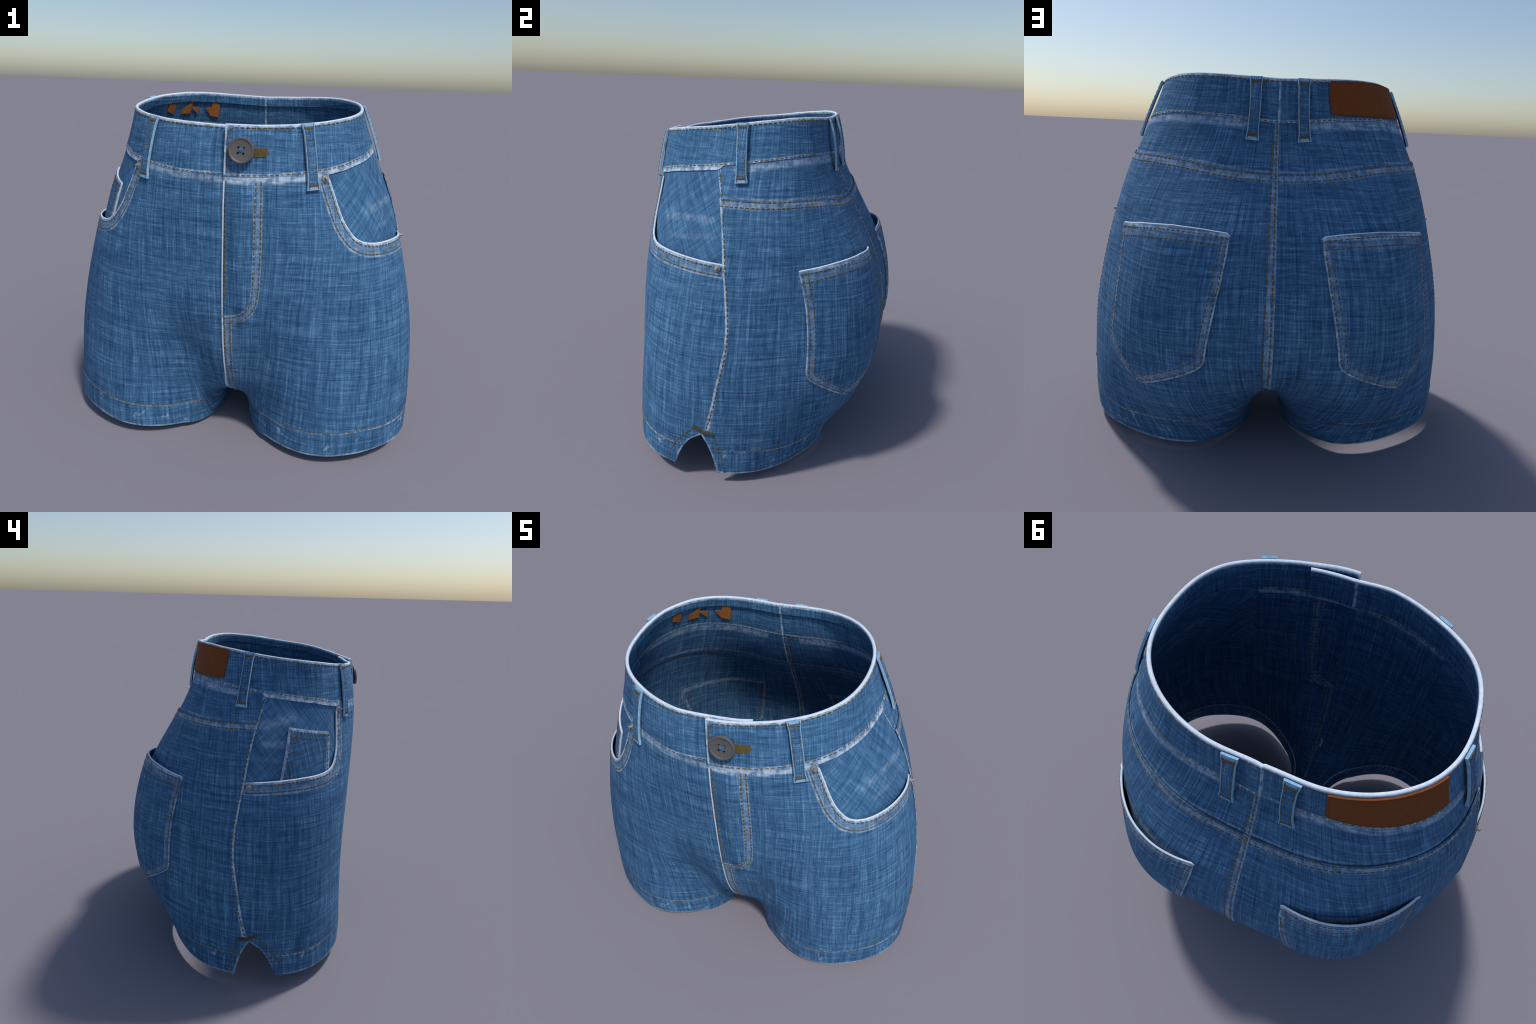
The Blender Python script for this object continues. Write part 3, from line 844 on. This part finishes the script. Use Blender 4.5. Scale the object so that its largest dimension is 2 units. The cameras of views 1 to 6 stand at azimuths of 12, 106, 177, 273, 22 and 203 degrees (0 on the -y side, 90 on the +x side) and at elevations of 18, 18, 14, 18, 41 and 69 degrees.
st = Stitcher()
for side in (1, -1):
    df, db, dy = depth_front(side), depth_back(side), depth_yoke(side)
    # pocket openings
    st.line([tuple(p) for p in parallel(J_EDGE, -0.012)], df, side)
    st.line([tuple(p) for p in parallel([p for p in J_EDGE if p[1] < 1.525], -0.050)], df, side)
    # side seam
    st.line([(a, z) for a, z in side_line if 0.32 < z < 1.47], db, side, inner=0.004)
    st.line([(82.5, 1.476), (79.1, 1.590)], dy, side)
    # yoke: two rows on the lower panel
    st.line(off(YOKE, 0, -0.006), db, side, inner=0.004)
    st.line(off(YOKE, 0, -0.034), db, side, inner=0.004)
    # hem
    st.line([(a, z) for a, z in hem_top_f], zero, side, inner=0.012)
    st.line([(a, z) for a, z in hem_top_b], zero, side, inner=0.012)
    # notch edges
    st.line([(82.3, .330), (80.6, .303), (78.6, .268), (76.1, .212), (74.4, .148), (73.6, .088)], zero, side)
    st.line([(87.6, .303), (88.7, .255), (89.7, .207), (90.8, .132), (91.3, .062)], zero, side)
    st.bartack((81.8, .337), (84.8, .312), lambda a, z: 0.001, side, width=.021, n=13)
    st.bartack((84.8, .310), (88.0, .302), lambda a, z: 0.005, side, width=.021, n=13)
    # waistband rows
    def bd(th, z, side=side):
        th = np.asarray(th, float)
        a = th if side > 0 else 360 - th
        return band_depth(a, z, rim_z(th), waist_z(th)) + .0005
    a0 = 4.2 if side > 0 else -0.2
    st.line([(a, rim_z(a) - .0165) for a in np.linspace(a0, 180, 90)], bd, side, smooth_line=False)
    st.line([(a, waist_z(a) + .005) for a in np.linspace(3.2 if side > 0 else 0.2, 180, 90)], bd, side, smooth_line=False, inner=0.0045)
    # inner hem along the inside leg
    S = np.array([side, 1, 1.0])
    P = IL[:, ROW_ST] * S
    Ls = np.concatenate([[0], np.cumsum(np.linalg.norm(np.diff(P, axis=0), axis=1))])
    n = int(Ls[-1] / .0255)
    for k in range(n):
        c = (k + .5) / n * Ls[-1]; i = int(np.clip(np.searchsorted(Ls, c), 1, NS - 1))
        w = (c - Ls[i - 1]) / (Ls[i] - Ls[i - 1]); p = P[i - 1] * (1 - w) + P[i] * w
        t = P[i] - P[i - 1]; t /= np.linalg.norm(t)
        up = (IL[i, ROW_ST - 1] - IL[i, ROW_ST + 1]) * S
        nn = np.cross(up, t) * (1 if side > 0 else -1); nn /= np.linalg.norm(nn)
        if nn[0] * side > 0: nn = -nn
        st.dash(p, t, nn, .0195, .0062, .0022)
    for l in ([(114.6, 1.10), (116.9, 0.962), (118.0, 0.853), (117.9, 0.72), (117.4, 0.650)], [(117.2, 1.09), (119.6, .96), (120.7, .853), (120.6, .72), (120.0, .66)],
              [(160.2, 1.13), (159.4, 0.945), (158.0, 0.824), (156.0, 0.677), (155.3, 0.612)], [(157.5, 1.13), (156.7, 0.945), (155.3, 0.824), (153.3, 0.677), (152.6, 0.62)]):
        st.line(l, lambda a, z: db(a, z) - 0.004, side, under=True)
# centre back, on the overlapping right half only
db = depth_back(1); dy = depth_yoke(1)
for a in (176.4, 178.9):
    st.line([(a, 1.412), (a + .1, 1.15), (a + .3, .85), (a + .1, .6), (a - .1, .45)], db, 1, inner=0.004)
    st.line([(a - .4, 1.640), (a, 1.425)], dy, 1, inner=0.004)
# fly
df = depth_front(1)
st.line(FLY_IN, df, 1, inner=0.004)
st.line(FLY_OUT, df, 1, inner=0.004)
st.line(FLY_ST, df, 1)
st.line(CROTCH_ST1, df, 1, inner=0.004)
st.line(CROTCH_ST2, df, 1, inner=0.004)
# crotch seam, carried under between the legs
for xs in (0.014, 0.036):
    Pc = np.array([[np.interp(xs, IL[i, :6, 0], IL[i, :6, c]) for c in range(3)] for i in range(NS + 1)])
    Lc = np.concatenate([[0], np.cumsum(np.linalg.norm(np.diff(Pc, axis=0), axis=1))])
    nc = int(Lc[-1] / .0255)
    for k in range(nc):
        i = int(np.clip(np.searchsorted(Lc, (k + .5) / nc * Lc[-1]), 1, NS))
        w = ((k + .5) / nc * Lc[-1] - Lc[i - 1]) / (Lc[i] - Lc[i - 1]); t = Pc[i] - Pc[i - 1]; t /= np.linalg.norm(t)
        up = np.cross(np.array([1.0, 0, 0]), t); up *= np.sign(up[2]); p = Pc[i - 1] * (1 - w) + Pc[i] * w
        st.dash(p, t, -up, .0195, .007, .0022); st.dash(p + up * .004, t, up, .0195, .007, .0022)
# flap edge of the waistband
bdr = lambda th, z: band_depth(np.asarray(th, float), z, rim_z(th), waist_z(th)) + .0005
st.line([(2.1, 1.525), (2.1, 1.60), (2.0, 1.68), (2.5, 1.715), (4.4, 1.7285)], bdr, 1)
STITCH = st.build("stitching", M_THREAD)

# ------------------------------------------------------------------ back pockets
BP_TOP = BACK_POCKET[:6]


def bp_depth(th, z):
    across = np.clip((th - 114.5) / (160.5 - 114.5), 0, 1)
    drop = np.clip(1.165 - z, 0, 9)
    puck = 0.040 * np.sin(np.pi * across) ** 0.9 * np.exp(-(drop / 0.25) ** 1.2) * 0.85
    return 0.012 + puck


for side in (1, -1):
    loop = [tuple(p) for p in resample(BACK_POCKET + [BACK_POCKET[0]], 0.012)[:-1]]
    o = sheet("back_pocket", loop[::-1], [M_BPOCKET, M_WORN], bp_depth, side, thick=0.011, step=0.014, bevel=0.0025, rim_where=lambda c: False)
    bead("pocket_edge", BP_TOP, lambda th, z: bp_depth(th, z) - .0055, side, 0.0052, M_WORN, 1.0, parent=o)
    s2 = Stitcher()
    lo = BACK_POCKET
    ins1, ins2 = inset(lo, .012), inset(lo, .042)
    kw = dict(pitch=.0245, length=.018, width=.0058)
    s2.line([tuple(p) for p in off([tuple(q) for q in lo[:6]], 0, -.017)], bp_depth, side, **kw)
    s2.line([tuple(p) for p in off([(113.3, 1.139)] + [tuple(q) for q in lo[1:5]] + [(160.6, 1.158)], 0, -.052)], bp_depth, side, **kw)
    s2.line([tuple(p) for p in ins1[6:17]], bp_depth, side, smooth_line=False, **kw)
    s2.line([tuple(p) for p in ins1[16:26]] + [(114.0, 1.134)], bp_depth, side, smooth_line=False, **kw)
    s2.line([(158.3, 1.15)] + [tuple(p) for p in ins2[7:11]] + [(153.6, .614), (151.6, .598)] + [tuple(p) for p in ins2[13:17]], bp_depth, side, smooth_line=False, **kw)
    s2.line([tuple(p) for p in ins2[16:25]] + [(116.0, 1.139)], bp_depth, side, smooth_line=False, **kw)
    s2.build("pocket_stitching", M_THREAD, o)

# ------------------------------------------------------------------ coin pocket on the left pocket bag
cp_depth = lambda th, z: depth_bag(th, z) + 0.010
COIN = [(69.1, 1.452), (49.7, 1.407), (52.6, 1.16), (74.4, 1.16)]
loop = [tuple(p) for p in resample(COIN + [COIN[0]], 0.012)[:-1]]
coin = sheet("coin_pocket", loop, [M_COIN, M_WORN], cp_depth, -1, thick=0.010, bevel=0.002)
s3 = Stitcher()
kw = dict(pitch=.021, length=.0155, width=.0052)
s3.line([(69.0, 1.436), (49.9, 1.391)], cp_depth, -1, **kw)
s3.line([(69.4, 1.410), (50.2, 1.365)], cp_depth, -1, **kw)
s3.line([(67.9, 1.445), (73.0, 1.17)], cp_depth, -1, **kw)
s3.line([(65.6, 1.440), (70.6, 1.17)], cp_depth, -1, **kw)
s3.line([(50.7, 1.405), (53.6, 1.17)], cp_depth, -1, **kw)
s3.line([(52.9, 1.409), (55.8, 1.17)], cp_depth, -1, **kw)
s3.build("coin_pocket_stitching", M_THREAD, coin)

# ------------------------------------------------------------------ belt loops
def belt_loop(a_top, a_bot, z_top, z_bot, bow, side, skew=0.0):
    n = 22
    t = np.linspace(0, 1, n + 1)
    a = a_top + (a_bot - a_top) * t; z = z_top + (z_bot - z_top) * t
    flat = np.sin(np.pi * np.clip(t, 0, 1)) ** 0.8
    d = 0.013 + bow * flat
    w = 0.052 + 0.011 * (1 - sm(0, .16, t)) + 0.012 * sm(.84, 1, t)
    S = np.array([side, 1, 1.0])
    c = surf(R(a), z, d); nn = normal(R(a), z)
    tt = np.gradient(c, axis=0); tt /= np.linalg.norm(tt, axis=1, keepdims=True)
    nn = nn - tt * (nn * tt).sum(1, keepdims=True); nn /= np.linalg.norm(nn, axis=1, keepdims=True)
    b = np.cross(tt, nn)
    T = 0.011; e = 0.004
    V, F, mat = [], [], []
    for i in range(n + 1):
        h = w[i] / 2
        ring = [(-h, -T), (-h, -.002), (-h + .002, 0), (-h + e, 0.0006), (0, .0008), (h - e, .0006), (h - .002, 0), (h, -.002), (h, -T)]
        for y, k in ring: V.append((c[i] + b[i] * y + nn[i] * k) * S)
    m = 9
    for i in range(n):
        for k in range(m):
            F.append((i * m + k, i * m + (k + 1) % m, (i + 1) * m + (k + 1) % m, (i + 1) * m + k))
            mat.append(0 if k in (3, 4, 8) and 0 < i < n - 1 else (1 if k != 8 else 0))
    F += [tuple(range(m)), tuple(range(n * m, n * m + m))[::-1]]; mat += [1, 1]
    me = mesh_of("belt_loop", V, F)
    o = add("belt_loop", me, [M_LOOP, M_LOOPEDGE])
    for p, k in zip(me.polygons, mat): p.material_index = k
    bm = bmesh.new(); bm.from_mesh(me); bmesh.ops.recalc_face_normals(bm, faces=bm.faces); bm.to_mesh(me); bm.free()
    finish(o, angle=50)
    s = Stitcher()
    for sg in (-1, 1):
        P = (c + b * (sg * (w / 2 - .0085))[:, None] + nn * .0008) * S
        L = np.concatenate([[0], np.cumsum(np.linalg.norm(np.diff(P, axis=0), axis=1))])
        k = int(L[-1] / .024)
        for q in range(k):
            x = (q + .5) / k * L[-1]
            p = np.array([np.interp(x, L, P[:, j]) for j in range(3)]); i = int(np.clip(np.searchsorted(L, x), 1, n))
            t_ = P[i] - P[i - 1]; t_ /= np.linalg.norm(t_)
            s.dash(p, t_, nn[i] * S, .017, .0045, .0016)
    for f in (0.075, 0.925):
        x = f * n; i = int(x); wt = x - i
        p0 = c[i] * (1 - wt) + c[i + 1] * wt
        hw = (w[i] * (1 - wt) + w[i + 1] * wt) / 2 - .009
        for q in range(9):
            y = -hw + 2 * hw * (q + .5) / 9
            p = (p0 + b[i] * y + nn[i] * .0008) * S
            dr = tt[i] + b[i] * (0.5 if q % 2 else -0.5); dr /= np.linalg.norm(dr)
            s.dash(p, dr * S, nn[i] * S, .016, .0055, .002)
    s.build("loop_stitching", M_THREAD, o)
    return o


for side in (1, -1):
    belt_loop(33.3, 35.0, 1.757, 1.462, 0.009, side)
    belt_loop(85.6, 89.2, 1.829, 1.549, 0.012, side)
    belt_loop(159.2, 161.0, 1.850, 1.560, 0.026, side)

# ------------------------------------------------------------------ leather patch
PATCH = [(97.0, 1.840), (98.7, 1.689), (141.6, 1.693), (141.8, 1.846)]
loop = zline(lambda a: 1.689 + (a - 98.7) / 42.9 * .004, 98.7, 141.6, .012)
loop += [(141.6 + .2 * t, 1.693 + .149 * t) for t in np.linspace(0, 1, 12)][1:]
loop += zline(lambda a: rim_z(a) - .011, 141.8, 97.0, .012)[1:]
loop += [(97.0 + 1.7 * t, rim_z(97.0) - .011 + (1.689 - rim_z(97.0) + .011) * t) for t in np.linspace(0, 1, 12)][1:-1]
pd = lambda th, z: 0 * th + .010
patch = sheet("leather_patch", loop, [M_LEATHER], pd, -1, thick=0.010, rim=0, bevel=0.002)
s4 = Stitcher()
kw = dict(pitch=.013, length=.009, width=.003, height=.0012)
s4.line(zline(lambda a: 1.698, 100.0, 140.6), pd, -1, smooth_line=False, **kw)
s4.line(zline(lambda a: rim_z(a) - .019, 140.8, 98.4), pd, -1, smooth_line=False, **kw)
s4.line([(140.7, 1.70), (140.8, 1.838)], pd, -1, **kw)
s4.line([(99.9, 1.70), (98.3, 1.828)], pd, -1, **kw)
s4.build("patch_stitching", M_LEATHER_ST, patch)

# ------------------------------------------------------------------ lathe helper
def lathe(name, prof, centre, axis, mats, parent=ROOT, n=40, angle=35, split=None):
    ax = Vector(axis).normalized(); q = Vector((0, 0, 1)).rotation_difference(ax)
    V, F = [], []
    for r, h in prof:
        for k in range(n):
            w = 2 * math.pi * k / n
            V.append(Vector(centre) + q @ Vector((r * math.cos(w), r * math.sin(w), h)))
    for i in range(len(prof) - 1):
        for k in range(n):
            F.append((i * n + k, i * n + (k + 1) % n, (i + 1) * n + (k + 1) % n, (i + 1) * n + k))
    F += [tuple(range(n))[::-1], tuple(range((len(prof) - 1) * n, len(prof) * n))]
    o = add(name, mesh_of(name, V, F), mats, parent)
    return o, q


# button, four holes, crossed thread, worked buttonhole
bt, bz = R(7.7), 1.630
bn = normal(np.array(bt), np.array(bz)); bn = bn + np.array([0, 0, -.02]); bn /= np.linalg.norm(bn)
bc = surf(np.array(bt), np.array(bz), np.array(float(band_depth(7.7, 1.63, rim_z(7.7), waist_z(7.7))) + .011))
prof = [(0.040, 0.0), (0.056, 0.0015), (0.0600, 0.006), (0.0600, 0.0125), (0.0575, 0.0165), (0.0535, 0.0178), (0.0500, 0.0168), (0.0480, 0.0142), (0.045, 0.0135), (0.020, 0.0130), (0.003, 0.0128)]
button, bq = lathe("button", prof, bc, bn, [M_BUTTON, M_HOLE])
cut_v, cut_f = [], []
for sx in (-1, 1):
    for sy in (-1, 1):
        o = len(cut_v)
        for h in (0.004, 0.03):
            for k in range(14):
                w = 2 * math.pi * k / 14
                cut_v.append(Vector(bc) + bq @ Vector((sx * .0118 + .0058 * math.cos(w), sy * .0118 + .0058 * math.sin(w), h)))
        for k in range(14): cut_f.append((o + k, o + (k + 1) % 14, o + 14 + (k + 1) % 14, o + 14 + k))
        cut_f += [tuple(range(o, o + 14))[::-1], tuple(range(o + 14, o + 28))]
cutter = add("hole_cutter", mesh_of("hole_cutter", cut_v, cut_f), [M_HOLE, M_HOLE])
bo = button.modifiers.new("holes", "BOOLEAN"); bo.operation = "DIFFERENCE"; bo.object = cutter; bo.solver = "EXACT"
try: bo.material_mode = "TRANSFER"
except Exception: pass
finish(button, angle=40)
bpy.data.objects.remove(cutter)
V, F = [], []
for sg in (1, -1):
    for dx in (-.0016, .0016):
        pts = [Vector((-.0118 + dx * .7, -.0118 * sg - dx * sg * .7, .006)), Vector((-.0095 + dx, -.0095 * sg - dx * sg, .0140)), Vector((dx, -dx * sg, .0148 + .001 * (sg > 0))),
               Vector((.0095 + dx, .0095 * sg - dx * sg, .0140)), Vector((.0118 + dx * .7, .0118 * sg - dx * sg * .7, .006))]
        P = np.array([tuple(Vector(bc) + bq @ p) for p in pts])
        v, f = tube(P, .0017, 6, 1.0, np.repeat(bn[None], 5, 0))
        F += [tuple(i + len(V) for i in q) for q in f]; V += v
o = add("button_thread", mesh_of("button_thread", V, F), [M_BLUETHREAD], button); o.data.shade_smooth()
bh = sheet("buttonhole", [(9.5, 1.604), (13.0, 1.604), (16.5, 1.614), (18.2, 1.624), (17.6, 1.643), (15.0, 1.645), (9.5, 1.647)], [M_THREAD], lambda th, z: bdr(th, z) + .003, 1, thick=.004, rim=0, step=.008)
s5 = Stitcher()
for row_, zz in enumerate((1.608, 1.616, 1.624, 1.632, 1.640)):
    s5.bartack((12.6, zz - .001), (17.6 - abs(row_ - 2.2) * .2, zz + .002), lambda a, z: bdr(a, z) + .003, 1, width=.011, n=14, w=.003, h=.002)
s5.build("buttonhole_stitching", M_THREAD, bh)

# rivets
def rivet(th, z, d, side):
    S = np.array([side, 1, 1.0])
    c = surf(np.array(R(th)), np.array(z), np.array(d)) * S; nn = normal(np.array(R(th)), np.array(z)) * S
    pr = [(0.0155, -0.006), (0.0165, 0.001), (0.0155, 0.0035), (0.012, 0.0045), (0.0088, 0.005), (0.0076, 0.008), (0.0078, 0.016), (0.0066, 0.0195), (0.003, 0.0208)]
    o, _ = lathe("rivet", pr, c, nn, [M_METAL], n=20)
    finish(o, angle=40)


for side in (1, -1):
    df = depth_front(side)
    rivet(40.0, 1.512, float(df(np.array(40.0), np.array(1.512))), side)
    rivet(85.2, 1.153, float(df(np.array(85.2), np.array(1.153))) + .003, side)

# ------------------------------------------------------------------ back of the patch poking through inside the waistband
SHARDS = [
    [(-100.5, 1.785), (-104.5, 1.780), (-104.5, 1.735), (-100.5, 1.752)],
    [(-110.5, 1.765), (-114.8, 1.738), (-110.0, 1.735)], [(-115.2, 1.80), (-115.0, 1.745), (-111.0, 1.762)],
    [(-115.8, 1.772), (-120.0, 1.770), (-119.8, 1.738)],
    [(-125.0, 1.768), (-129.0, 1.766), (-128.6, 1.728)], [(-129.2, 1.800), (-133.5, 1.782), (-133.5, 1.725), (-129.2, 1.732)],
]
V, F = [], []
for poly in SHARDS:
    o = len(V); n = len(poly)
    ca, cz = (sum(p[k] for p in poly) / n for k in (0, 1))
    poly = [(ca + (a - ca) * 1.3, cz + (z - cz) * 1.3) for a, z in poly]
    for d in (-.0085, -.0115):
        for a, z in poly: V.append(surf(np.array(R(a)), np.array(z), np.array(d)))
    F += [tuple(range(o, o + n)), tuple(range(o + n, o + 2 * n))[::-1]]
    F += [(o + k, o + (k + 1) % n, o + n + (k + 1) % n, o + n + k) for k in range(n)]
me = mesh_of("patch_backing", V, F)
bm = bmesh.new(); bm.from_mesh(me); bmesh.ops.recalc_face_normals(bm, faces=bm.faces); bm.to_mesh(me); bm.free()
add("patch_backing", me, [M_BACKING], patch, stuff=True)
